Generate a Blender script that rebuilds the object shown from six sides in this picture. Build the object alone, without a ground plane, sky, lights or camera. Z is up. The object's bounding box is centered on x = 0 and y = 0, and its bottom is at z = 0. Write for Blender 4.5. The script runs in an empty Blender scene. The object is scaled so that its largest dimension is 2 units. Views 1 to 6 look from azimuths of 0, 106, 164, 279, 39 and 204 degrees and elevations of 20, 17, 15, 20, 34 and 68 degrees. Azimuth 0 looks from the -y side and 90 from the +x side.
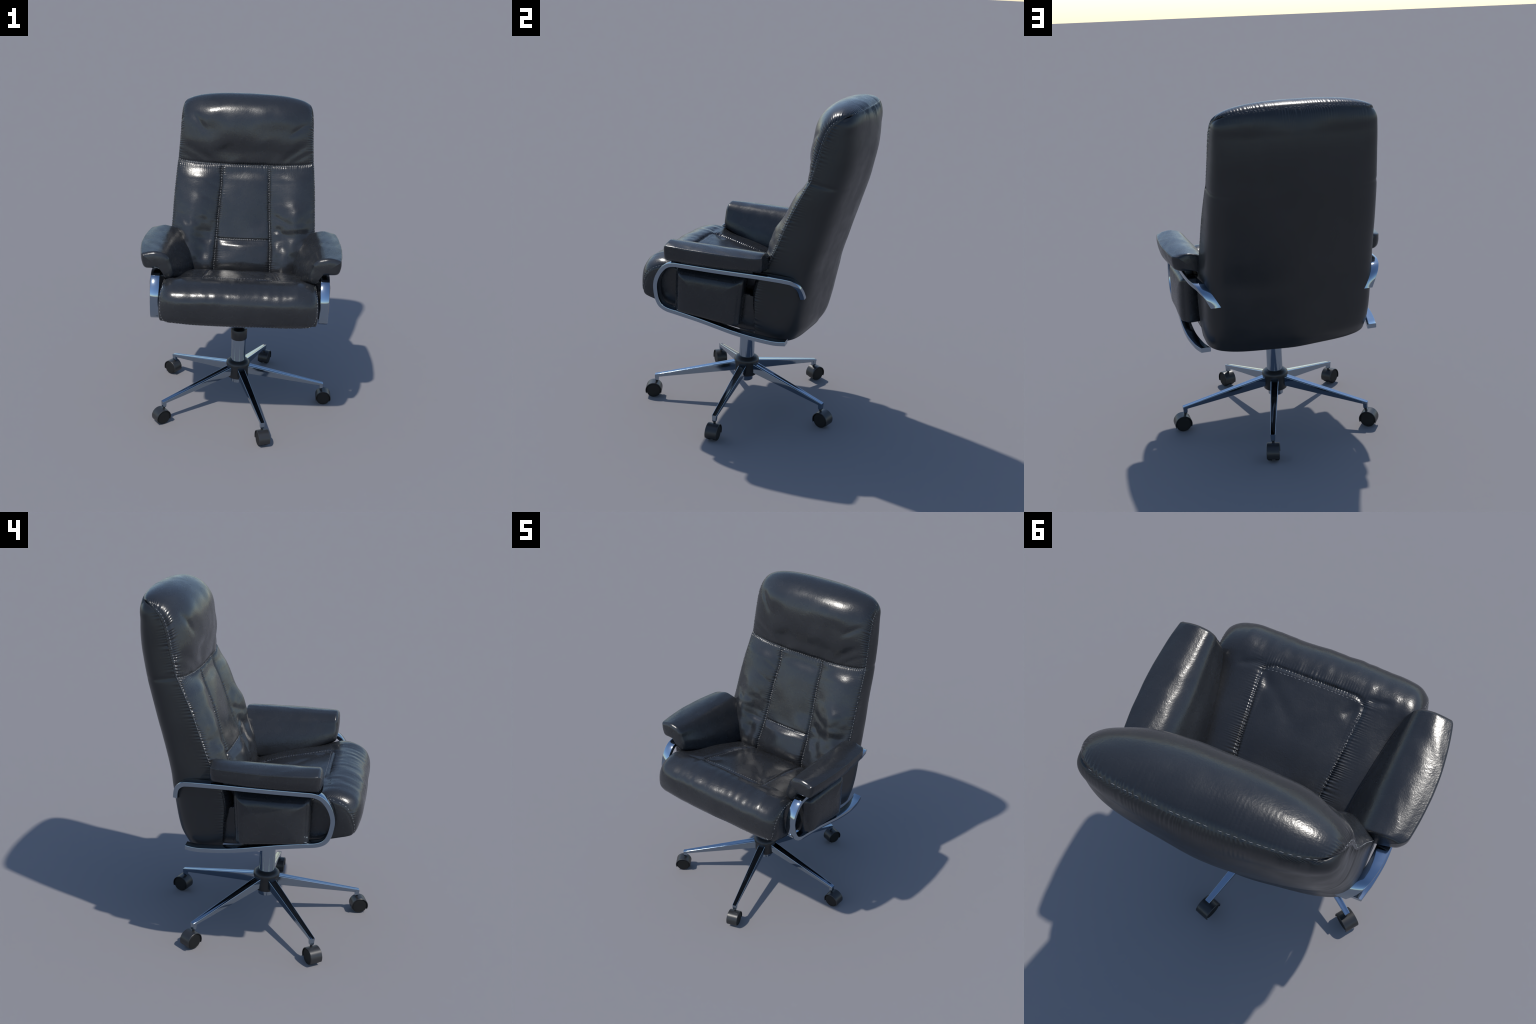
# Leather office armchair on a five-star castor base, built part by part.
import bpy, bmesh, math
import numpy as np
from mathutils import Vector, Matrix

rng = np.random.default_rng(7)

# ----------------------------------------------------------------- materials
def new_mat(name):
    m = bpy.data.materials.new(name)
    m.use_nodes = True
    nt = m.node_tree
    b = nt.nodes["Principled BSDF"]
    return m, nt, b

def leather(name, base, dark, rough=0.26, bump=0.15, streak=0.0):
    m, nt, b = new_mat(name)
    N, L = nt.nodes, nt.links
    tc = N.new("ShaderNodeTexCoord")
    # broad tonal mottling of the hide
    n1 = N.new("ShaderNodeTexNoise"); n1.inputs["Scale"].default_value = 5.0
    n1.inputs["Detail"].default_value = 4.0
    L.new(tc.outputs["Object"], n1.inputs["Vector"])
    cr = N.new("ShaderNodeValToRGB")
    cr.color_ramp.elements[0].position = 0.32; cr.color_ramp.elements[0].color = (*dark, 1)
    cr.color_ramp.elements[1].position = 0.68; cr.color_ramp.elements[1].color = (*base, 1)
    L.new(n1.outputs["Fac"], cr.inputs["Fac"])
    L.new(cr.outputs["Color"], b.inputs["Base Color"])
    # roughness variation
    n2 = N.new("ShaderNodeTexNoise"); n2.inputs["Scale"].default_value = 14.0
    n2.inputs["Detail"].default_value = 5.0
    L.new(tc.outputs["Object"], n2.inputs["Vector"])
    mr = N.new("ShaderNodeMapRange")
    mr.inputs["From Min"].default_value = 0.3; mr.inputs["From Max"].default_value = 0.7
    mr.inputs["To Min"].default_value = rough - 0.05; mr.inputs["To Max"].default_value = rough + 0.06
    L.new(n2.outputs["Fac"], mr.inputs["Value"])
    L.new(mr.outputs["Result"], b.inputs["Roughness"])
    # grain: pores + fine creasing
    v = N.new("ShaderNodeTexVoronoi"); v.inputs["Scale"].default_value = 190.0
    v.feature = "SMOOTH_F1"
    L.new(tc.outputs["Object"], v.inputs["Vector"])
    n3 = N.new("ShaderNodeTexNoise"); n3.inputs["Scale"].default_value = 60.0
    n3.inputs["Detail"].default_value = 6.0; n3.inputs["Distortion"].default_value = 0.6
    L.new(tc.outputs["Object"], n3.inputs["Vector"])
    mx = N.new("ShaderNodeMath"); mx.operation = "MULTIPLY_ADD"
    mx.inputs[1].default_value = 0.35
    L.new(v.outputs["Distance"], mx.inputs[0]); L.new(n3.outputs["Fac"], mx.inputs[2])
    bp = N.new("ShaderNodeBump"); bp.inputs["Strength"].default_value = bump
    bp.inputs["Distance"].default_value = 0.004
    L.new(mx.outputs["Value"], bp.inputs["Height"])
    L.new(bp.outputs["Normal"], b.inputs["Normal"])
    b.inputs["Specular IOR Level"].default_value = 0.5
    return m

def plain(name, col, rough, metal=0.0, var=0.06, spec=0.5):
    m, nt, b = new_mat(name)
    N, L = nt.nodes, nt.links
    tc = N.new("ShaderNodeTexCoord")
    n = N.new("ShaderNodeTexNoise"); n.inputs["Scale"].default_value = 30.0
    L.new(tc.outputs["Object"], n.inputs["Vector"])
    mr = N.new("ShaderNodeMapRange")
    mr.inputs["To Min"].default_value = max(0.02, rough - var); mr.inputs["To Max"].default_value = rough + var
    L.new(n.outputs["Fac"], mr.inputs["Value"])
    L.new(mr.outputs["Result"], b.inputs["Roughness"])
    b.inputs["Base Color"].default_value = (*col, 1)
    b.inputs["Metallic"].default_value = metal
    b.inputs["Specular IOR Level"].default_value = spec
    return m

LEATHER = leather("black_leather", (0.0225, 0.0238, 0.0265), (0.0175, 0.0185, 0.0208))
LEATHER_BACK = leather("matt_black_leather", (0.017, 0.018, 0.020), (0.014, 0.015, 0.016), rough=0.36, bump=0.07)
CHROME = plain("polished_chrome", (0.30, 0.37, 0.45), 0.10, 1.0, 0.04)
PLASTIC = plain("black_plastic", (0.022, 0.022, 0.023), 0.36)
WHEELMAT = plain("black_rubber", (0.009, 0.009, 0.009), 0.6, spec=.3)
THREAD = plain("glint_lightened_thread", (0.23, 0.23, 0.235), 0.5)  # grey lifted so the dashes show bright specular flecks along the seams

# ------------------------------------------------------------------- helpers
root = bpy.data.objects.new("office_armchair", None)
bpy.context.scene.collection.objects.link(root)
root["label"] = "black leather high-back swivel armchair with chrome frame and castors"
root["category"] = "office chair"

def add_obj(name, mesh, mat, parent=root):
    o = bpy.data.objects.new(name, mesh)
    bpy.context.scene.collection.objects.link(o)
    o.parent = parent
    if mat and not mesh.materials:
        mesh.materials.append(mat)
    return o

def mesh_np(name, V, F, smooth=True):
    me = bpy.data.meshes.new(name)
    V = np.asarray(V, dtype=np.float32)
    F = [np.asarray(f, dtype=np.int32) for f in (F if isinstance(F, (list, tuple)) else [F])]
    starts, loops, off = [], [], 0
    for f in F:
        n, k = f.shape
        starts.append(off + np.arange(n) * k); loops.append(f.ravel()); off += n * k
    starts = np.concatenate(starts); loops = np.concatenate(loops)
    me.vertices.add(len(V)); me.vertices.foreach_set("co", V.ravel())
    me.loops.add(len(loops)); me.loops.foreach_set("vertex_index", loops.astype(np.int32))
    me.polygons.add(len(starts)); me.polygons.foreach_set("loop_start", starts.astype(np.int32))
    me.update(calc_edges=True); me.validate()
    me.polygons.foreach_set("use_smooth", np.full(len(me.polygons), smooth))
    return me

def grid_faces(r, c, flip=False, wrap=False):
    i = np.arange(r - 1)[:, None]
    j = np.arange(c if wrap else c - 1)[None, :]
    j2 = (j + 1) % c
    f = np.stack([i * c + j, i * c + j2, (i + 1) * c + j2, (i + 1) * c + j], -1).reshape(-1, 4)
    return f[:, ::-1] if flip else f

def spline(table, t):
    """Catmull-Rom through rows of table at fractional row numbers t."""
    T = np.asarray(table, float); n = len(T)
    t = np.clip(t, 0, n - 1 - 1e-9); i = t.astype(int); f = (t - i)[:, None]
    g = lambda k: T[np.clip(k, 0, n - 1)]
    p0, p1, p2, p3 = g(i - 1), g(i), g(i + 1), g(i + 2)
    return 0.5 * (2 * p1 + (p2 - p0) * f + (2 * p0 - 5 * p1 + 4 * p2 - p3) * f ** 2 + (3 * p1 - p0 - 3 * p2 + p3) * f ** 3)

class VNoise:
    """smooth value noise on a seeded lattice, vectorised"""
    def __init__(s, seed): s.g = np.random.default_rng(seed).uniform(-1, 1, (256, 256))
    def __call__(s, x, y):
        xi = np.floor(x).astype(int); yi = np.floor(y).astype(int)
        fx = x - xi; fy = y - yi
        fx = fx * fx * (3 - 2 * fx); fy = fy * fy * (3 - 2 * fy)
        h = lambda a, b: s.g[a % 256, b % 256]
        return (h(xi, yi) * (1 - fx) + h(xi + 1, yi) * fx) * (1 - fy) + (h(xi, yi + 1) * (1 - fx) + h(xi + 1, yi + 1) * fx) * fy

def grid_normals(P):
    a = np.gradient(P, axis=0); b = np.gradient(P, axis=1)
    n = np.cross(a, b); l = np.linalg.norm(n, axis=-1, keepdims=True)
    return n / np.maximum(l, 1e-12)

def smoothstep(a, b, x):
    t = np.clip((x - a) / (b - a), 0, 1); return t * t * (3 - 2 * t)

def resample(table, n):
    """row parameters that are evenly spaced along the mean profile"""
    t = np.linspace(0, len(table) - 1, 4000); p = spline(table, t)
    d = np.concatenate([[0], np.cumsum(np.linalg.norm(np.diff(p, axis=0), axis=1))])
    return np.interp(np.linspace(0, d[-1], n), d, t), np.linspace(0, d[-1], n)

def pucker(along, dist, seed, amp=0.0022, reach=0.016, pitch=0.0125):
    """little gathers that run square to a seam and fade away from it"""
    n = VNoise(seed)
    ph = along / pitch + 0.8 * n(along * 30, along * 0 + 3)
    strength = 0.35 + 0.65 * smoothstep(-0.4, 0.6, n(along * 14, along * 0 + 9.5))
    ln = reach * (0.6 + 0.7 * (0.5 + 0.5 * n(along / pitch * 0.9, along * 0 + 17.3)))
    return amp * strength * np.cos(2 * np.pi * ph) * np.exp(-np.abs(dist) / ln)

def groove(dist, depth, width):
    return -depth * np.exp(-(dist / width) ** 2)

def split_grid(P, face_region, names, mat, parent, flip=False):
    """cut one smooth sheet into named panels that keep the sheet's normals"""
    r, c, _ = P.shape
    V = P.reshape(-1, 3); F = grid_faces(r, c, flip); reg = face_region.reshape(-1)
    full = mesh_np("tmp", V, F)
    nv = np.zeros(len(V) * 3, dtype=np.float32); full.vertex_normals.foreach_get("vector", nv)
    nv = nv.reshape(-1, 3); bpy.data.meshes.remove(full)
    out = []
    for k, nm in enumerate(names):
        f = F[reg == k]
        if len(f) == 0: continue
        ids, inv = np.unique(f.ravel(), return_inverse=True)
        me = mesh_np(nm, V[ids], inv.reshape(-1, 4))
        me.normals_split_custom_set_from_vertices([tuple(x) for x in nv[ids]])
        out.append(add_obj(nm, me, mat, parent))
    return out

def bil(P, r, c):
    r = np.clip(r, 0, P.shape[0] - 1.001); c = np.clip(c, 0, P.shape[1] - 1.001)
    i = r.astype(int); j = c.astype(int); a = (r - i)[:, None]; b = (c - j)[:, None]
    return (P[i, j] * (1 - a) + P[i + 1, j] * a) * (1 - b) + (P[i, j + 1] * (1 - a) + P[i + 1, j + 1] * a) * b

stitch_V, stitch_F = [], []
def stitches(path, nrm, length=0.0100, gap=0.0075, rad=0.0016, lift=0.0009, flatten=0.7):
    """row of short thread dashes laid along a seam path"""
    seg = np.linalg.norm(np.diff(path, axis=0), axis=1); d = np.concatenate([[0], np.cumsum(seg)])
    pos = 0.004
    while pos + length < d[-1]:
        if rng.uniform() < .12:          # dash left out so the modelled seam glints fall unevenly
            pos += length + gap; continue
        rs = rad * rng.uniform(.75, 1.15)
        k = np.linspace(pos, pos + length, 5)
        pts = np.stack([np.interp(k, d, path[:, a]) for a in range(3)], 1)
        nn = np.array([np.interp(k[2], d, nrm[:, a]) for a in range(3)]); nn /= np.linalg.norm(nn) + 1e-9
        tg = pts[-1] - pts[0]; tg /= np.linalg.norm(tg) + 1e-9
        sd = np.cross(tg, nn)
        base = sum(len(v) for v in stitch_V); V = []
        for q, (p, s) in enumerate(zip(pts, (0.25, 0.85, 1.0, 0.85, 0.25))):
            for a in range(6):
                th = a * math.pi / 3
                V.append(p + nn * (lift * (0.3 + 0.7 * s)) + rs * s * (math.cos(th) * sd + flatten * math.sin(th) * nn))
        stitch_V.append(np.array(V))
        f = grid_faces(5, 6, wrap=True) + base
        stitch_F.append(f)
        pos += length + gap * rng.uniform(0.7, 1.5)

def flush_stitches(name, parent):
    if not stitch_V: return
    o = add_obj(name, mesh_np(name, np.concatenate(stitch_V), np.concatenate(stitch_F)), THREAD, parent)
    o["kind"] = "stuff"
    stitch_V.clear(); stitch_F.clear()

def tube_loft(name, rings, mat, parent=root, cap=True, smooth_angle=None):
    R = np.asarray(rings); r, c, _ = R.shape
    V = R.reshape(-1, 3).tolist(); F = grid_faces(r, c, wrap=True).tolist()
    me = bpy.data.meshes.new(name)
    if cap:
        F.append(list(range(c))[::-1]); F.append([(r - 1) * c + j for j in range(c)])
    me.from_pydata(V, [], F); me.update()
    bm = bmesh.new(); bm.from_mesh(me); bmesh.ops.recalc_face_normals(bm, faces=bm.faces); bm.to_mesh(me); bm.free()
    for p in me.polygons: p.use_smooth = True
    if smooth_angle: me.set_sharp_from_angle(angle=math.radians(smooth_angle))
    return add_obj(name, me, mat, parent)

def lathe(name, prof, mat, parent=root, centre=(0, 0), seg=64, angle=35):
    rings = [[(centre[0] + r * math.cos(2 * math.pi * k / seg), centre[1] + r * math.sin(2 * math.pi * k / seg), z)
              for k in range(seg)] for r, z in prof]
    return tube_loft(name, rings, mat, parent, True, angle)

def apply_mods(o):
    dg = bpy.context.evaluated_depsgraph_get()
    me = bpy.data.meshes.new_from_object(o.evaluated_get(dg))
    old = o.data; o.modifiers.clear(); o.data = me; me.name = o.name
    bpy.data.meshes.remove(old)

# ------------------------------------------------------------------ backrest
# rows run from the top rear rim, over the head, down the front to the base.
# columns: edge y, edge z, edge half width, centre-front y, z, centre-rear y, z
BACK = [
    (.586, 1.932, .388, .645, 1.962, .645, 1.962),
    (.570, 1.928, .412, .618, 1.986, .660, 1.938),
    (.547, 1.914, .430, .566, 2.000, .671, 1.904),
    (.526, 1.896, .439, .510, 1.997, .677, 1.868),
    (.505, 1.873, .443, .448, 1.975, .679, 1.835),
    (.487, 1.838, .446, .394, 1.930, .680, 1.798),
    (.473, 1.795, .448, .358, 1.868, .679, 1.755),
    (.459, 1.740, .450, .338, 1.792, .674, 1.700),
    (.446, 1.685, .453, .328, 1.712, .666, 1.648),
    (.430, 1.630, .456, .334, 1.630, .655, 1.592),
    (.420, 1.592, .458, .342, 1.580, .647, 1.553),
    (.413, 1.574, .459, .350, 1.554, .643, 1.535),
    (.400, 1.550, .462, .345, 1.531, .637, 1.510),
    (.376, 1.500, .466, .334, 1.484, .623, 1.460),
    (.333, 1.410, .472, .294, 1.392, .598, 1.370),
    (.292, 1.310, .477, .255, 1.288, .570, 1.270),
    (.255, 1.210, .481, .219, 1.181, .543, 1.170),
    (.213, 1.110, .485, .182, 1.082, .515, 1.070),
    (.182, 1.050, .486, .146, 1.012, .501, 1.010),
    (.152, .980, .487, .114, .942, .491, .940),
    (.136, .910, .486, .104, .882, .479, .870),
    (.131, .860, .485, .110, .822, .468, .805),
    (.133, .800, .484, .120, .770, .456, .740),
    (.134, .730, .480, .128, .715, .437, .675),
    (.138, .652, .470, .135, .650, .402, .620),
]
SEAM_ROW, LUMBAR_ROW = 11.0, 17.0
SHIFT = .006          # the whole upper part sits a touch off the column axis
BT = np.array(BACK)

def dome(u, p, q):
    return np.maximum(1 - np.abs(u) ** p, 0) ** q

def back_front(nr=560, nc=381):
    avg = np.stack([0.5 * (BT[:, 0] + BT[:, 3]), 0.5 * (BT[:, 1] + BT[:, 4])], 1)
    t, L = resample(avg, nr)
    S = spline(BT, t)
    # columns crowd a little towards the edges
    k = np.linspace(-1, 1, nc); u = np.sign(k) * (1 - (1 - np.abs(k)) ** 1.35)
    U = np.broadcast_to(u, (nr, nc)); T = np.broadcast_to(t[:, None], (nr, nc))
    LL = np.broadcast_to(L[:, None], (nr, nc))
    hw = S[:, 2][:, None]
    p = 2.0 + 0.6 * smoothstep(10, 13, T); q = 0.45 + 0 * T
    w = dome(U, p, q)
    X = hw * U
    Y = S[:, 0][:, None] + w * (S[:, 3] - S[:, 0])[:, None]
    wz = dome(U, 2.6, q)
    Z = S[:, 1][:, None] + wz * (S[:, 4] - S[:, 1])[:, None]
    P = np.stack([X, Y, Z], -1)
    # ---- upholstery relief, along the surface normal
    N = grid_normals(P)
    if N[nr // 2, nc // 2, 1] > 0: N = -N
    Ls = np.interp(SEAM_ROW, t, L); Ll = np.interp(LUMBAR_ROW, t, L)
    ax = np.abs(X)
    below = LL - Ls                      # metres below the headrest seam
    panel = smoothstep(0, 0.115, below) * (1 - smoothstep(0.78, 0.90, below))
    xs = 0.158 + 0.030 * smoothstep(0, 0.7, below)         # vertical seams drift outwards
    xs = xs + .0050 * VNoise(77)(LL * 9, np.sign(X) * 3.5 + 10) + .0022 * VNoise(78)(LL * 40, np.sign(X) * 3.5 + 10)
    ds = ax - xs
    side = np.clip((ax - xs) / (hw - xs), 0, 1); mid = np.clip(ax / xs, 0, 1)
    D = np.where(ds > 0, 0.027 * np.sin(np.pi * side) ** 0.8, 0.016 * np.sqrt(np.maximum(1 - mid ** 2.2, 0))) * panel
    lumb = smoothstep(-.002, 0.05, LL - Ll) * (1 - smoothstep(.14, .24, LL - Ll))
    D = D + np.where(ds < 0, 0.016 * np.sqrt(np.maximum(1 - mid ** 2.4, 0)) * lumb, 0)
    vmask = smoothstep(0.0, 0.02, below)
    D = D + groove(ds, 0.0075, 0.0105) * vmask
    D = D + groove(below, 0.0032, 0.008)
    D = D - 0.012 * np.exp(-(X / .24) ** 4) * smoothstep(-.36, -.16, below) * smoothstep(.0, -.09, below)
    hmask = smoothstep(0.0, -0.006, ds)
    D = D + groove(LL - Ll, 0.006, 0.007) * hmask
    edge = hw * (1 - np.abs(U))
    D = D + groove(edge, 0.003, 0.006)
    D = D + pucker(X, below, 11, 0.0042, 0.014) * smoothstep(-.004, .004, below)
    D = D + pucker(X, below, 12, 0.0028, 0.011) * smoothstep(.004, -.004, below)
    D = D + np.where(X > 0, pucker(LL, ds, 21, 0.0038, 0.012, 0.014), pucker(LL, ds, 22, 0.0038, 0.012, 0.014)) * vmask
    D = D + np.where(X > 0, pucker(LL, edge, 31, 0.0050, 0.013, 0.016), pucker(LL, edge, 32, 0.0050, 0.013, 0.016))
    D = D + pucker(X, LL, 33, 0.0016, 0.030, 0.015)
    D = D + pucker(X, LL - Ll, 34, 0.0010, 0.008) * hmask
    # cushion softness: broad lumps, stronger low down on the side panels
    n1, n2 = VNoise(41), VNoise(42)
    low = smoothstep(0.12, 0.45, below) * smoothstep(0.0, 0.05, ds) * (1 - smoothstep(.8, 1, side))
    D = D + 0.0085 * low * n1(X * 11 + 5, LL * 9) + 0.0040 * low * n2(X * 22, LL * 26 + 3)
    D = D + 0.0055 * n2(X * 8 + 31, LL * 9) * smoothstep(.12, .30, LL) * smoothstep(.0, .1, edge)
    D = D + 0.024 * np.exp(-((ax - .34) / .075) ** 2 - ((below - .36) / .15) ** 2) + 0.014 * np.exp(-((ax - .36) / .07) ** 2 - ((below - .54) / .09) ** 2)
    # pulled creases: (x0, l0, x1, l1, width, depth), l measured below the headrest seam
    for x0, l0, x1, l1, wd, dp in [
        (-.40, -.10, -.22, -.015, .020, .009), (.40, -.13, .24, -.02, .018, .009), (.42, -.07, .30, -.012, .013, .005),
        (.41, -.27, .30, -.19, .012, .005), (-.36, -.30, -.28, -.20, .014, .007), (-.42, -.05, -.30, .0, .016, .005),
        (-.16, -.10, -.12, -.01, .05, .007), (.12, -.12, .16, -.01, .05, .007),
        (-.18, .16, -.26, .13, .010, .004), (-.18, .26, -.30, .22, .012, .005), (.18, .33, .31, .40, .013, .006),
        (-.19, .40, -.30, .37, .014, .006), (.20, .44, .36, .50, .016, .007), (.20, .52, .33, .60, .014, .006),
        (-.22, .52, -.34, .50, .014, .006), (-.24, .60, -.38, .56, .016, .006), (.30, .36, .32, .52, .016, .005),
        (-.31, .28, -.32, .45, .018, .005), (.43, .33, .36, .40, .014, .005), (-.43, .36, -.37, .42, .014, .005)]:
        ex, el = x1 - x0, l1 - l0; ln = math.hypot(ex, el)
        a = ((X - x0) * ex + (below - l0) * el) / ln; d = ((X - x0) * el - (below - l0) * ex) / ln
        D = D - dp * np.where(below > 0, .55, .85) * np.exp(-(d / (wd * 1.5)) ** 2) * np.exp(-((a - ln / 2) / (ln * .55)) ** 4)
    lockedge = smoothstep(-.0012, 0.006, edge) * smoothstep(-.0012, 0.006, LL)
    lockedge[0] = 0; lockedge[:, 0] = 0; lockedge[:, -1] = 0
    P = P + N * (D * lockedge)[..., None]
    P[..., 0] -= SHIFT
    return P, N, t, L, u, Ls, Ll

def back_shell(nr=300, nc=420):
    avg = np.stack([0.5 * (BT[:, 0] + BT[:, 5]), 0.5 * (BT[:, 1] + BT[:, 6])], 1)
    t, L = resample(avg, nr)
    S = spline(BT, t)
    ph = np.linspace(-np.pi / 2, np.pi / 2, nc)
    u0 = np.sin(ph)                       # crowds samples at the sides
    rows = []
    for i in range(nr):
        T = t[i]; b = float(smoothstep(0, 4.5, np.array(T)))
        p = 2.0 + 1.0 * b; q = 0.45 - 0.25 * b
        # even arc-length along the section
        uu = np.sin(np.linspace(-np.pi / 2, np.pi / 2, 3000)); ww = dome(uu, p, q)
        hw = S[i, 2]; bulge = 1 + 0.004 * b * np.sin(np.pi * np.clip(ww * .9, 0, 1)) ** 2
        x = hw * uu * bulge; wz = (1 - b) * dome(uu, 2.6, .45) + b * ww; z = S[i, 1] + wz * (S[i, 6] - S[i, 1])
        lowr = float(smoothstep(11, 20, np.array(T)))
        # the rear panel falls away from a soft middle ridge, then rolls round the corners
        ridge = S[i, 5] - .155 * (np.sqrt(x ** 2 + .09 ** 2) - .09)
        y = S[i, 0] + (1 - b) * ww * (S[i, 5] - S[i, 0]) + b * dome(uu, 7.5 + 1.0 * lowr, .225 - .060 * lowr + .07 * float(smoothstep(20.5, 24, np.array(T)))) * (ridge - S[i, 0])
        d = np.concatenate([[0], np.cumsum(np.hypot(np.diff(x), np.diff(y)))])
        k = np.linspace(0, d[-1], nc)
        rows.append(np.stack([np.interp(k, d, x), np.interp(k, d, y), np.interp(k, d, z)], -1))
    P = np.array(rows)
    N = grid_normals(P)
    if N[nr // 2, nc // 2, 1] < 0: N = -N
    dl = np.concatenate([np.zeros((nr, 1)), np.cumsum(np.linalg.norm(np.diff(P, axis=1), axis=2), axis=1)], 1)
    edge = np.minimum(dl, dl[:, -1:] - dl)
    LL = np.broadcast_to(L[:, None], edge.shape)
    left = P[..., 0] < 0
    D = np.where(left, pucker(LL, edge, 52, .0048, .016, .016), pucker(LL, edge, 51, .0048, .016, .016)) * smoothstep(.03, .1, LL)
    D = D + pucker(P[..., 0], LL, 53, .0028, .024, .013)
    n1 = VNoise(54)
    D = D + 0.0022 * n1(P[..., 0] * 7 + 3, P[..., 2] * 6) * smoothstep(0, .06, edge)
    # the tailored side is nipped in level with the headrest seam
    Lk = np.interp(SEAM_ROW + .3, t, L)
    D = D + groove(LL - Lk, .0025, .012) * (1 - smoothstep(.10, .30, edge))
    D = D + groove(edge, .002, .005)
    lk = smoothstep(-.0012, .006, edge) * smoothstep(-.0012, .006, LL); lk[0] = 0; lk[:, 0] = 0; lk[:, -1] = 0
    P = P + N * (D * lk)[..., None]
    # rounded bottom edge and underside
    last = P[-1]; c = np.array([0, .27, .60])
    ext = []
    for f, dz in ((.993, .005), (.978, .010), (.95, .014), (.88, .016), (.5, .017), (.1, .017)):
        r = last.copy(); r[:, 0] *= f; r[:, 1] = c[1] + (r[:, 1] - c[1]) * f; r[:, 2] = r[:, 2] - dz * np.minimum(1, .6 + (r[:, 1] - .1))
        ext.append(r)
    P = np.concatenate([P, np.array(ext)], 0); P[..., 0] -= SHIFT
    return P

backrest = bpy.data.objects.new("backrest", None)   # replaced by the shell mesh below
bpy.data.objects.remove(backrest)
PB, NB, tb, Lb, ub, Lseam, Llum = back_front()
Psh = back_shell()
shell_me = mesh_np("backrest", Psh.reshape(-1, 3), grid_faces(*Psh.shape[:2], flip=True))
backrest = add_obj("backrest", shell_me, LEATHER_BACK)

rI = np.arange(PB.shape[0] - 1); lmid = 0.5 * (Lb[1:] + Lb[:-1]); umid = 0.5 * (ub[1:] + ub[:-1])
hwmid = np.interp(0.5 * (tb[1:] + tb[:-1]), np.arange(len(BT)), BT[:, 2])
xf = hwmid[:, None] * umid[None, :]; bl = (lmid - Lseam)[:, None] + 0 * xf
xsf = 0.158 + 0.030 * smoothstep(0, 0.7, bl)
reg = np.where(bl < 0, 0, np.where(xf < -xsf, 1, np.where(xf > xsf, 2, np.where(lmid[:, None] < Llum, 3, 4))))
split_grid(PB, reg, ["headrest_cushion", "side_panel", "side_panel", "centre_panel", "lumbar_panel"], LEATHER, backrest)

def back_path(ls, xs=None, us=None):
    r = np.interp(ls, Lb, np.arange(len(Lb)))
    if us is None:
        h = np.interp(np.interp(ls, Lb, tb), np.arange(len(BT)), BT[:, 2]); us = xs / h
    c = np.interp(us, ub, np.arange(len(ub)))
    return bil(PB, r, c), bil(NB, r, c)

k = np.linspace(-.985, .985, 400)
stitches(*back_path(np.full(400, Lseam + .001), us=k))
for sg in (-1, 1):
    ls = np.linspace(Lseam + .006, Lseam + .74, 400)
    stitches(*back_path(ls, xs=sg * (0.158 + 0.030 * smoothstep(0, .7, ls - Lseam) - .001)))
    ls = np.linspace(.09, Lseam + .66, 500)
    stitches(*back_path(ls, us=np.full(500, sg * .996)))
k = np.linspace(-.165, .165, 200)
stitches(*back_path(np.full(200, Llum - .001), xs=k))
k = np.linspace(-.97, .97, 300)
stitches(*back_path(np.full(300, .006), us=k), length=.015, gap=.008, rad=.0011)
flush_stitches("back_stitching", backrest)

# ---------------------------------------------------------------------- seat
# rows run from the lower front edge, over the bolster, to the back.
# edge y, z, half width, centre y, z, underside edge y, z
SEAT = np.array([
    (-.566, .806, .450, -.570, .785, -.564, .802),
    (-.563, .832, .470, -.592, .818, -.556, .799),
    (-.551, .873, .478, -.603, .866, -.543, .795),
    (-.534, .911, .481, -.606, .911, -.525, .789),
    (-.513, .938, .481, -.600, .952, -.502, .782),
    (-.488, .957, .480, -.580, .988, -.476, .774),
    (-.458, .969, .478, -.547, 1.014, -.448, .765),
    (-.428, .976, .476, -.506, 1.031, -.419, .757),
    (-.398, .978, .475, -.463, 1.038, -.390, .750),
    (-.362, .978, .474, -.420, 1.034, -.355, .744),
    (-.330, .972, .473, -.385, 1.025, -.325, .737),
    (-.290, .961, .472, -.335, 1.013, -.285, .728),
    (-.200, .940, .471, -.220, .988, -.195, .708),
    (-.100, .919, .468, -.100, .961, -.095, .688),
    (.000, .897, .464, .000, .929, .000, .673),
    (.080, .881, .458, .080, .896, .080, .662),
    (.125, .868, .452, .130, .862, .125, .658),
    (.158, .852, .446, .165, .846, .158, .656),
])

def rounded_poly_dist(X, Y, pts, sharp=0.075):
    """signed distance to an open three-sided seam (two sides + front) with rounded corners,
    positive outside; and the running length along it"""
    (x1, y1), (x0, y0) = pts      # rear end and front corner of one side (x>0)
    ax = np.abs(X)
    ex, ey = x0 - x1, y0 - y1; ln = math.hypot(ex, ey)
    side = ((ax - x1) * (-ey) + (Y - y1) * ex) / ln       # >0 outside the side line
    front = y0 - Y                                        # >0 in front of the front line
    h = np.maximum(sharp - np.abs(side - front), 0) / sharp
    d = np.maximum(side, front) + h * h * sharp * 0.25
    return d, side, front

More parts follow.
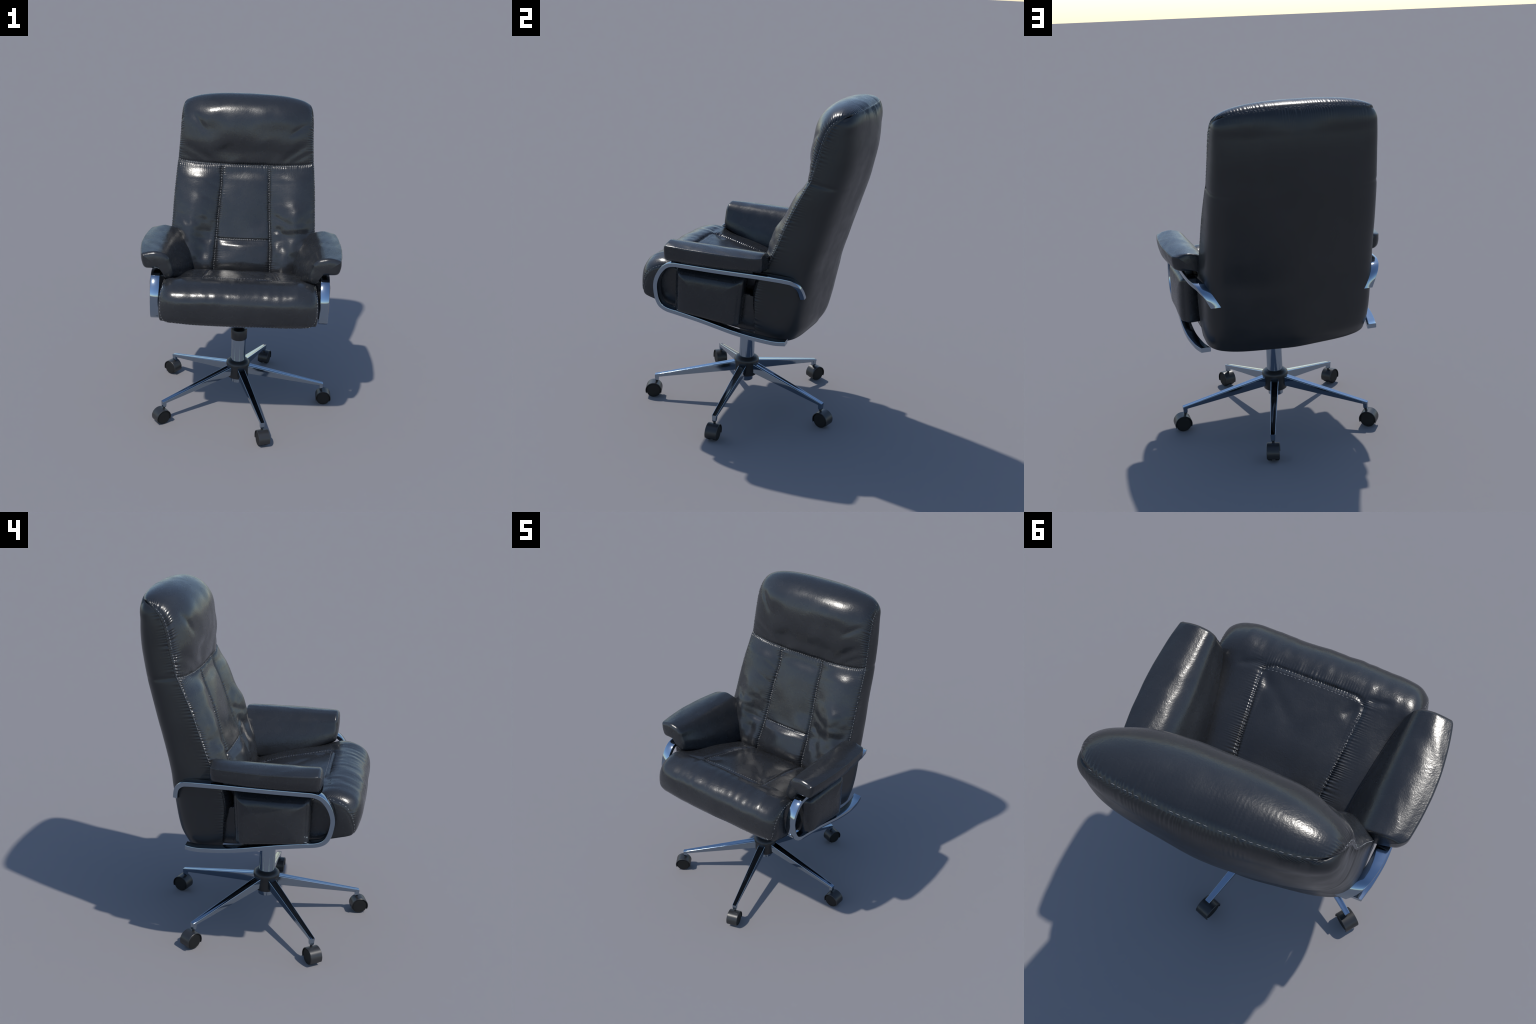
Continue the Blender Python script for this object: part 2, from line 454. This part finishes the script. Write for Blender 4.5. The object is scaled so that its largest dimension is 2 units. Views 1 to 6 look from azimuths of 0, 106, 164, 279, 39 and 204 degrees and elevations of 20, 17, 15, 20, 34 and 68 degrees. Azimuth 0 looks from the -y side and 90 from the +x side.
def seat_top(nr=520, nc=381):
    avg = np.stack([0.5 * (SEAT[:, 0] + SEAT[:, 3]), 0.5 * (SEAT[:, 1] + SEAT[:, 4])], 1)
    t, L = resample(avg, nr)
    S = spline(SEAT, t)
    k = np.linspace(-1, 1, nc); u = np.sign(k) * (1 - (1 - np.abs(k)) ** 1.45)
    U = np.broadcast_to(u, (nr, nc)); T = np.broadcast_to(t[:, None], (nr, nc)); LL = np.broadcast_to(L[:, None], (nr, nc))
    hw = S[:, 2][:, None]; X = hw * U
    w = dome(U, 6.5, .5)
    rear = smoothstep(8.5, 12, T)
    w = w * (1 - rear) + rear * dome(U, 2.6, .9)
    Y = S[:, 0][:, None] + w * (S[:, 3] - S[:, 0])[:, None]
    Z = S[:, 1][:, None] + w * (S[:, 4] - S[:, 1])[:, None]
    d, side, front = rounded_poly_dist(X, Y, [(.195, .10), (.243, -.395)])
    ax = np.abs(X)
    # side bolsters stand proud of the inset panel
    bol = np.clip((ax - .20) / (hw - .20), 0, 1)
    Z = Z + rear * (1 - .45 * smoothstep(-.2, .12, Y)) * 0.007 * np.sin(np.pi * bol ** .85)
    P = np.stack([X, Y, Z], -1); N = grid_normals(P)
    if N[nr * 3 // 4, nc // 2, 2] < 0: N = -N
    top = smoothstep(7.5, 9.5, T)
    edge = hw * (1 - np.abs(U))
    D = groove(d, .006, .008) * top
    along = np.where(side > front, Y, X)
    D = D + (np.where(d > 0, pucker(along, d, 61, .0046, .020, .012), pucker(along, d, 62, .0020, .009, .012))) * top
    D = D + groove(edge, .003, .006) + pucker(LL, edge, 63, .0010, .010, .013)
    n1, n2, n3 = VNoise(64), VNoise(65), VNoise(66)
    roll = smoothstep(2.8, 5.0, T) * (1 - smoothstep(9.2, 10.2, T)) * smoothstep(0, .08, edge)
    D = D + roll * (.0050 * n1(X * 14 + 2, LL * 4) + .0017 * n2(X * 34, LL * 8))
    D = D + .0030 * n2(X * 8 + 9, LL * 7 + 4) * smoothstep(0, .06, edge)
    inner = smoothstep(.0, -.05, d) * top
    D = D + .004 * inner * n3(X * 9, Y * 8 + 2) 
    for x0, y0, x1, y1, wd, dp in [(-.24, -.39, -.33, -.41, .016, .006), (.25, -.39, .34, -.36, .016, .006),
                                   (.24, -.37, .18, -.30, .022, .006), (-.23, -.36, -.17, -.30, .025, .006),
                                   (.20, -.34, .05, -.20, .03, .004)]:
        ex, el = x1 - x0, y1 - y0; ln = math.hypot(ex, el)
        a = ((X - x0) * ex + (Y - y0) * el) / ln; dd = ((X - x0) * el - (Y - y0) * ex) / ln
        D = D - top * dp * np.exp(-(dd / wd) ** 2) * np.exp(-((a - ln / 2) / (ln * .6)) ** 4)
    lk = smoothstep(-.001, .008, edge); lk[:, 0] = 0; lk[:, -1] = 0
    P = P + N * (D * lk)[..., None]
    P[..., 0] -= SHIFT
    return P, N, t, L, u, d, T

PS, NS, ts, Lst, us, dS, TS = seat_top()
S = spline(SEAT, ts)
# side walls and underside, hung from the top sheet's rim
SEC = np.array([(1.0, 0), (1.006, .15), (1.010, .4), (1.008, .65), (1.002, .88), (.990, .97), (.955, 1.0), (.6, 1.05), (0, 1.09)])
sec = spline(SEC, np.linspace(0, len(SEC) - 1, 60)); sec = np.concatenate([sec, (sec[:-1] * [-1, 1])[::-1]])
under = []
for i in range(0, len(ts), 4):
    s = S[i]
    x = s[2] * sec[:, 0] - SHIFT; f = np.minimum(sec[:, 1], 1.0) + np.maximum(sec[:, 1] - 1, 0) * 3.2 * smoothstep(-.55, -.24, s[0])
    under.append(np.stack([x, s[0] + f * (s[5] - s[0]), s[1] + f * (s[6] - s[1])], -1))
under = np.array(under)
V = under.reshape(-1, 3); F = [grid_faces(*under.shape[:2], flip=True)]
seat = add_obj("seat", mesh_np("seat", V, F), LEATHER)
bm = bmesh.new(); bm.from_mesh(seat.data)
bmesh.ops.recalc_face_normals(bm, faces=bm.faces); bm.to_mesh(seat.data); bm.free()
r, c = PS.shape[:2]
dm = .25 * (dS[1:, 1:] + dS[:-1, 1:] + dS[1:, :-1] + dS[:-1, :-1]); tm = .25 * (TS[1:, 1:] + TS[:-1, 1:] + TS[1:, :-1] + TS[:-1, :-1])
split_grid(PS, np.where((dm < 0) & (tm > 8), 1, 0), ["seat_bolster", "seat_panel"], LEATHER, seat)

def seat_path_xy(xs, ys):
    """drop plan points on to the seat's top sheet"""
    rows, cols = [], []
    jmid = None
    for x, y in zip(xs, ys):
        j = np.argmin(np.abs(PS[r * 3 // 4, :, 0] - x))
        col = PS[:, j, 1]; lo = int(r * .42)
        i = lo + np.argmin(np.abs(col[lo:] - y)); rows.append(i); cols.append(j)
    pts = np.array([PS[i, j] for i, j in zip(rows, cols)]); nn = np.array([NS[i, j] for i, j in zip(rows, cols)])
    ker = np.ones(5) / 5
    sm = pts.copy()
    for a in range(3): sm[2:-2, a] = np.convolve(pts[:, a], ker, "valid")
    return sm, nn
th = np.linspace(0, np.pi / 2, 20)
lx = [.197, .239]; ly = [.09, -.36]
px = np.concatenate([np.linspace(.197, .2365, 150), .1925 + .044 * np.cos(th), np.linspace(.1925, -.1925, 160),
                     -.1925 - .044 * np.sin(th), np.linspace(-.2365, -.197, 150)])
py = np.concatenate([np.linspace(.09, -.350, 150), -.350 - .044 * np.sin(th), np.full(160, -.395),
                     -.350 - .044 * np.cos(th), np.linspace(-.350, .09, 150)])
stitches(*seat_path_xy(px, py), rad=.0012, lift=.0005)
for sg in (-1, 1):
    rr = np.linspace(2, r * .93, 500); cc = np.full(500, np.interp(sg * .992, us, np.arange(c)))
    stitches(bil(PS, rr, cc), bil(NS, rr, cc))
cc = np.linspace(c * .04, c * .96, 400)
stitches(bil(PS, np.full(400, 3.0), cc), bil(NS, np.full(400, 3.0), cc))
flush_stitches("seat_stitching", seat)

# ------------------------------------------------------------------ armrests
# hook-shaped pads: x outward, z; front section and rear section
ARM_F = np.array([(.610, 1.155), (.585, 1.166), (.560, 1.172), (.535, 1.175), (.508, 1.172), (.474, 1.162), (.447, 1.136), (.436, 1.102), (.423, 1.062),
                  (.419, 1.025), (.432, 1.005), (.456, .998), (.474, 1.008), (.486, 1.030), (.497, 1.052), (.520, 1.062), (.555, 1.064), (.587, 1.067), (.604, 1.080), (.612, 1.105), (.614, 1.130)])
ARM_R = np.array([(.609, 1.146), (.585, 1.154), (.560, 1.160), (.535, 1.162), (.508, 1.160), (.466, 1.148), (.426, 1.118), (.391, 1.070), (.352, 1.005),
                  (.328, .915), (.336, .888), (.375, .885), (.408, .910), (.445, .985), (.478, 1.045), (.510, 1.060), (.550, 1.064), (.584, 1.067), (.602, 1.078), (.610, 1.100), (.612, 1.125)])
def closed_spline(T, n):
    T = np.asarray(T); m = len(T); t = np.linspace(0, m, n, endpoint=False); i = t.astype(int); f = (t - i)[:, None]
    g = lambda k: T[k % m]
    p0, p1, p2, p3 = g(i - 1), g(i), g(i + 1), g(i + 2)
    return 0.5 * (2 * p1 + (p2 - p0) * f + (2 * p0 - 5 * p1 + 4 * p2 - p3) * f ** 2 + (3 * p1 - p0 - 3 * p2 + p3) * f ** 3)

def armrest(sign, seed):
    nsec = 168
    A = closed_spline(ARM_F, nsec); B = closed_spline(ARM_R, nsec)
    bow = .020 if sign > 0 else .031
    n1, n2 = VNoise(seed), VNoise(seed + 1)
    y0, y1 = -.366, .198
    ys = []; scale = []
    for k in range(9):                      # rounded front end, bulging a little
        a = k / 8 * math.pi / 2
        ys.append(y0 - .006 + .012 * (1 - math.sin(a)) * 0 - 0.006 * math.cos(a) + .008 * math.sin(a)); scale.append(-.010 * (1 - math.sin(a)))
    body = np.linspace(y0 + .006, y1 - .012, 110)[1:]
    ys += list(body); scale += [0] * len(body)
    for k in range(1, 9):
        a = k / 8 * math.pi / 2
        ys.append(y1 - .012 + .012 * math.sin(a)); scale.append(-.014 * (1 - math.cos(a)))
    rings = []
    for y, s in zip(ys, scale):
        f = min(max((y - y0) / (y1 - y0), 0), 1)
        # the inner leaf swings in early, then runs parallel; the outer side bows out
        fi = 1 - (1 - f) ** 1.9
        wi = 1 - smoothstep(.44, .54, A[:, :1])
        R = wi * (A * (1 - fi) + B * fi) + (1 - wi) * (A * (1 - f) + B * f)
        outw = smoothstep(.50, .60, R[:, 0])
        R = R + np.stack([outw * bow * math.sin(math.pi * min(f * 1.02, 1)) ** .8, 0 * outw], 1)
        R[:, 0] -= outw * .022 * max(0, (f - .93) / .07) ** 2
        # inset for the rounded ends, along the outline normal
        tg = np.roll(R, -1, 0) - np.roll(R, 1, 0); nn = np.stack([tg[:, 1], -tg[:, 0]], 1); nn /= np.linalg.norm(nn, axis=1)[:, None]
        cen = R.mean(0); 
        if ((R - cen) * nn).sum() < 0: nn = -nn
        q = np.arange(nsec) / nsec
        rel = 0.0010 * n1(np.cos(2 * np.pi * q) * 3 + 9, y * 14 + np.sin(2 * np.pi * q) * 3)
        crest = np.exp(-((q - 0.0) / .012) ** 2) + np.exp(-((q - 1.0) / .012) ** 2)
        R = R + nn * (s + rel + .0025 * crest)[:, None]
        rings.append(np.stack([sign * R[:, 0], np.full(nsec, y), R[:, 1]], 1))
    # slightly domed end caps
    def cap(R, dy):
        cen = R.mean(0); out = []
        for sc in (.93, .82, .66, .46, .24, .05):
            Q = cen + (R - cen) * sc; Q[:, 1] = R[:, 1] + dy * (1 - sc ** 2) ** .7; out.append(Q)
        return out
    rings = cap(rings[0], -.012)[::-1] + rings + cap(rings[-1], .007)
    o = tube_loft("armrest", rings, LEATHER, root, True, None)
    o.data.set_sharp_from_angle(angle=math.radians(50))
    return o
for sg, sd in ((1, 81), (-1, 91)):
    armrest(sg, sd)

# side cushions that fill the chrome loop
def side_cushion(sign):
    # (outer offset x, inset fraction) profile from the hidden rim to the raised face
    prof = [(.450, .004), (.490, .001), (.512, 0), (.524, .001), (.533, .004), (.539, .009), (.544, .015), (.547, .019), (.551, .022), (.5575, .028), (.563, .038), (.568, .052), (.572, .072), (.5745, .098), (.576, .120), (.5762, .130)]
    corners = [(-.338, .750), (.056, .709), (.078, 1.004), (-.336, 1.014)]
    c = np.array(corners)
    rad = .016; per = []
    m = 4
    for k in range(m):          # rounded quadrilateral outline
        p = c[k]; a = c[k - 1] - p; b = c[(k + 1) % m] - p
        a /= np.linalg.norm(a); b /= np.linalg.norm(b)
        s, e = p + a * rad, p + b * rad
        for f in np.linspace(0, 1, 9):
            per.append((1 - f) ** 2 * s + 2 * f * (1 - f) * p + f * f * e)
        q2 = c[(k + 1) % m] - b * rad * 0 ; 
        for f in np.linspace(0, 1, 30)[1:-1]:
            nxt = c[(k + 1) % m]; d = nxt - p; ln = np.linalg.norm(d); d /= ln
            per.append(p + d * (rad + f * (ln - 2 * rad)))
    per = np.array(per); cen = c.mean(0)
    n = VNoise(99 if sign > 0 else 98)
    half = np.array([.21, .148])
    rings = []
    for x, ins in prof:
        # inset towards the middle; the lower edge is tighter than the others
        r = per - cen
        lo = smoothstep(.02, -.10, r[:, 1])
        sy = 1 - ins / half[0]; sz = 1 - ins * (1 - .75 * lo * (1 - smoothstep(.05, .12, np.array(ins)))) / half[1]
        y = cen[0] + r[:, 0] * sy; z = cen[1] + r[:, 1] * sz
        xx = x - .034 * smoothstep(.085, .155, z - cen[1] + .03 * (y - cen[0])) ** 1.5 + .0018 * n(y * 12, z * 12) * smoothstep(.02, .05, np.array(ins))
        rings.append(np.stack([sign * xx - SHIFT, y, z], 1))
    return tube_loft("side_cushion", rings, LEATHER, root, True, None)
for sg in (1, -1):
    side_cushion(sg)

# -------------------------------------------------------------- chrome loops
LOOP = np.array([
    (.519, .334, .628), (.530, .290, .627), (.542, .243, .632), (.558, .141, .648), (.560, .030, .665), (.556, -.070, .684), (.551, -.160, .701),
    (.549, -.240, .715), (.549, -.320, .729), (.549, -.385, .741), (.548, -.430, .765), (.547, -.455, .808),
    (.546, -.467, .865), (.546, -.467, .908), (.547, -.455, .950), (.548, -.432, .991), (.549, -.397, 1.026),
    (.550, -.350, 1.043), (.550, -.280, 1.043), (.553, -.120, 1.041), (.556, .000, 1.041), (.557, .150, 1.041),
    (.552, .260, 1.037), (.542, .315, 1.031), (.529, .358, 1.020), (.511, .391, .992), (.490, .409, .955), (.465, .419, .904)])
def chrome_loop(sign):
    n = 200
    t, _ = resample(LOOP, n); P = spline(LOOP, t)
    tg = np.gradient(P, axis=0); tg /= np.linalg.norm(tg, axis=1)[:, None]
    wdt, thk, bv = .056, .026, .0035
    prof = [(bv, 0), (wdt - bv, 0), (wdt - bv * .3, bv * .3), (wdt, bv), (wdt, thk - bv), (wdt - bv * .3, thk - bv * .3), (wdt - bv, thk), (bv, thk), (bv * .3, thk - bv * .3), (0, thk - bv), (0, bv), (bv * .3, bv * .3)]
    rings = []
    for p, g in zip(P, tg):
        g2 = np.array([0, g[1], g[2]]); g2 /= np.linalg.norm(g2)
        nrm = np.array([0, g2[2], -g2[1]])      # towards the inside of the loop (path runs clockwise seen from +x)
        rings.append([(sign * (p[0] + (.006 if sign < 0 else 0) - a), p[1] + nrm[1] * -b * -1, p[2] + nrm[2] * b) for a, b in prof])
    return tube_loft("armrest_frame", rings, CHROME, root, True, 40)
loops = [chrome_loop(sg) for sg in (1, -1)]

def box(name, lo, hi, mat, parent=root, bev=.004, shear=None):
    bm = bmesh.new(); bmesh.ops.create_cube(bm, size=1)
    for v in bm.verts:
        v.co = Vector([lo[a] + (v.co[a] + .5) * (hi[a] - lo[a]) for a in range(3)])
        if shear: v.co.z += shear * (v.co.y - lo[1])
    bmesh.ops.bevel(bm, geom=bm.edges[:], offset=bev, segments=2, affect="EDGES", profile=.6)
    me = bpy.data.meshes.new(name); bm.to_mesh(me); bm.free()
    for p in me.polygons: p.use_smooth = True
    me.set_sharp_from_angle(angle=math.radians(40))
    return add_obj(name, me, mat, parent)
for sg in (1, -1):
    a, b = sorted((sg * .497, sg * .537))
    box("armrest_mount", (a, -.30, 1.030), (b, .13, 1.075), PLASTIC)
HUB_X = -.006
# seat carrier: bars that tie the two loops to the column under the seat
box("seat_plate", (-.16, -.20, .655), (.16, .12, .700), PLASTIC, bev=.008)
# keel-shaped tilt housing that carries the seat on the column
keel = []
for y, zb, hw in ((-.285, .650, .044), (-.28, .645, .046), (-.20, .606, .049), (-.12, .560, .050), (-.095, .540, .050), (-.085, .533, .048), (.02, .533, .048), (.03, .540, .050), (.09, .610, .050), (.10, .62, .048)):
    keel.append([(HUB_X - hw, y, .69), (HUB_X - hw, y, zb + .016), (HUB_X - hw * .68, y, zb), (HUB_X + hw * .68, y, zb), (HUB_X + hw, y, zb + .016), (HUB_X + hw, y, .69)])
tube_loft("tilt_housing", keel, CHROME, root, True, 25)
box("cross_bar", (-.440, -.235, .716), (.440, -.190, .736), PLASTIC)

# ------------------------------------------------------------ column and hub
HUB = (-.006, -.052)
lathe("gas_column", [(.0485, .285), (.0485, .31), (.0475, .45), (.0475, .525)], CHROME, centre=HUB)
lathe("column_collar", [(.046, .463), (.052, .463), (.0545, .467), (.0545, .528), (.052, .532), (.040, .532)], PLASTIC, centre=HUB)
lathe("base_hub", [(.047, .182), (.066, .182), (.071, .187), (.0735, .21), (.0735, .245), (.075, .260), (.079, .270), (.0795, .282), (.077, .291), (.066, .301), (.054, .307), (.048, .307)], PLASTIC, centre=HUB)
lathe("hub_cap", [(.010, .143), (.040, .143), (.045, .147), (.046, .190)], CHROME, centre=HUB)

# ---------------------------------------------------------------- star base
def leg_mesh():
    rings = []
    def sec(r, zt, zb, w, bv):
        h = w / 2; b = min(bv, (zt - zb) * .35); hb = h * .86
        pts = [(-h + b, zt)] + [(-h + b - b * math.sin(a), zt - b + b * math.cos(a)) for a in (.4, .8, 1.2)] + [(-h, zt - b), (-hb, zb + .002), (-hb + .002, zb),
               (hb - .002, zb), (hb, zb + .002), (h, zt - b)] + [(h - b + b * math.sin(a), zt - b + b * math.cos(a)) for a in (1.2, .8, .4)] + [(h - b, zt), (h * .45, zt - .0010), (-h * .45, zt - .0010)]
        return [(r, y, z) for y, z in pts]
    for f in np.linspace(0, 1, 14):
        r = .055 + f * (.583 - .055)
        zt = .271 - f * (.271 - .1515); zb = .208 + f * (.131 - .208)
        rings.append(sec(r, zt, zb, .050 - .022 * f, .0050 - .0016 * f))
    rings.append(sec(.5865, .1503, .1325, .0268, .0035))
    return rings
leg_obj = tube_loft("base_leg", leg_mesh(), CHROME, root, True, 38)
# downturned end of each leg
def foot_rings():
    out = []
    for z, w, d in ((.146, .0264, .0258), (.122, .0250, .0250), (.111, .0230, .0230), (.106, .0175, .0175)):
        out.append([(.5735 + d / 2 * sx * cx, w / 2 * sy * cy, z) for sx, sy, cx, cy in
                    ((1, 1, 1, .86), (1, 1, .86, 1), (-1, 1, .86, 1), (-1, 1, 1, .86), (-1, -1, 1, .86), (-1, -1, .86, 1), (1, -1, .86, 1), (1, -1, 1, .86))])
    return out
foot_obj = tube_loft("leg_end", foot_rings(), CHROME, leg_obj, True, 20)

# --------------------------------------------------------------------- castors
def hood_mesh():
    me = bpy.data.meshes.new("castor_hood"); bm = bmesh.new()
    a0, a1 = math.radians(-24), math.radians(204)
    na = 44; w = .0365; R, r = .0522, .0480
    prof = [(-w, r), (-w, R - .002), (-w + .002, R), (w - .002, R), (w, R - .002), (w, r), (.010, r), (-.010, r)]
    rings = []
    for k in range(na + 1):
        a = a0 + (a1 - a0) * k / na
        rings.append([bm.verts.new((math.cos(a) * q, y, math.sin(a) * q)) for y, q in prof])
    m = len(prof)
    for k in range(na):
        for j in range(m):
            bm.faces.new((rings[k][j], rings[k][(j + 1) % m], rings[k + 1][(j + 1) % m], rings[k + 1][j]))
    bm.faces.new(rings[0][::-1]); bm.faces.new(rings[-1])
    # central web between the wheels
    web = []
    for k in range(41):
        a = math.radians(-30 + 240 * k / 40); web.append((math.cos(a) * .0490, math.sin(a) * .0490))
    f = [bm.verts.new((x, -.009, z)) for x, z in web]; b = [bm.verts.new((x, .009, z)) for x, z in web]
    bm.faces.new(f); bm.faces.new(b[::-1])
    for k in range(len(web)):
        bm.faces.new((f[k], b[k], b[(k + 1) % len(web)], f[(k + 1) % len(web)]))
    bmesh.ops.recalc_face_normals(bm, faces=bm.faces)
    bm.to_mesh(me); bm.free()
    for p in me.polygons: p.use_smooth = True
    me.set_sharp_from_angle(angle=math.radians(35))
    return me

def wheel_mesh():
    seg = 48; prof = [(.004, .0325), (.018, .0335), (.034, .0335), (.0395, .0330), (.0405, .0318), (.0415, .0330), (.0440, .0325), (.0463, .0295), (.0468, .025), (.0468, .012), (.046, .010), (.01, .010)]
    V = []; 
    for r, y in prof:
        V += [(r * math.cos(2 * math.pi * k / seg), y, r * math.sin(2 * math.pi * k / seg)) for k in range(seg)]
    F = grid_faces(len(prof), seg, wrap=True).tolist()
    F.append(list(range(seg))); F.append([(len(prof) - 1) * seg + k for k in range(seg)][::-1])
    me = bpy.data.meshes.new("castor_wheel"); me.from_pydata(V, [], F)
    bm = bmesh.new(); bm.from_mesh(me); bmesh.ops.recalc_face_normals(bm, faces=bm.faces); bm.to_mesh(me); bm.free()
    for p in me.polygons: p.use_smooth = True
    me.set_sharp_from_angle(angle=math.radians(40))
    return me

HOOD, WHEEL = hood_mesh(), wheel_mesh()
HOOD.materials.append(PLASTIC); WHEEL.materials.append(WHEELMAT)
stem_tmp = lathe("castor_stem", [(.0075, .096), (.0075, .108), (.006, .112)], PLASTIC, seg=20)
STEM = stem_tmp.data; bpy.data.objects.remove(stem_tmp)
CZ, CR = .0468, .592
for k in range(5):
    ang = math.radians(72 * k - .3)
    M = Matrix.Translation((HUB[0], HUB[1], 0)) @ Matrix.Rotation(ang, 4, "Z")
    if k == 0: lg, ft = leg_obj, foot_obj
    else:
        lg = leg_obj.copy(); ft = foot_obj.copy()
        for o in (lg, ft): bpy.context.scene.collection.objects.link(o)
        ft.parent = lg
    lg.matrix_world = M
    ft.matrix_parent_inverse = Matrix.Identity(4); ft.matrix_basis = Matrix.Identity(4)
    hd = bpy.data.objects.new("castor", HOOD); bpy.context.scene.collection.objects.link(hd); hd.parent = root
    hd.matrix_world = M @ Matrix.Translation((CR, 0, CZ))
    for rot in (0, math.pi):
        wh = bpy.data.objects.new("castor_wheel", WHEEL); bpy.context.scene.collection.objects.link(wh); wh.parent = hd
        wh.matrix_basis = Matrix.Rotation(rot, 4, "Z")
    st = bpy.data.objects.new("castor_stem", STEM); bpy.context.scene.collection.objects.link(st); st.parent = hd
    st.matrix_basis = Matrix.Translation((.5735 - CR, 0, -CZ))
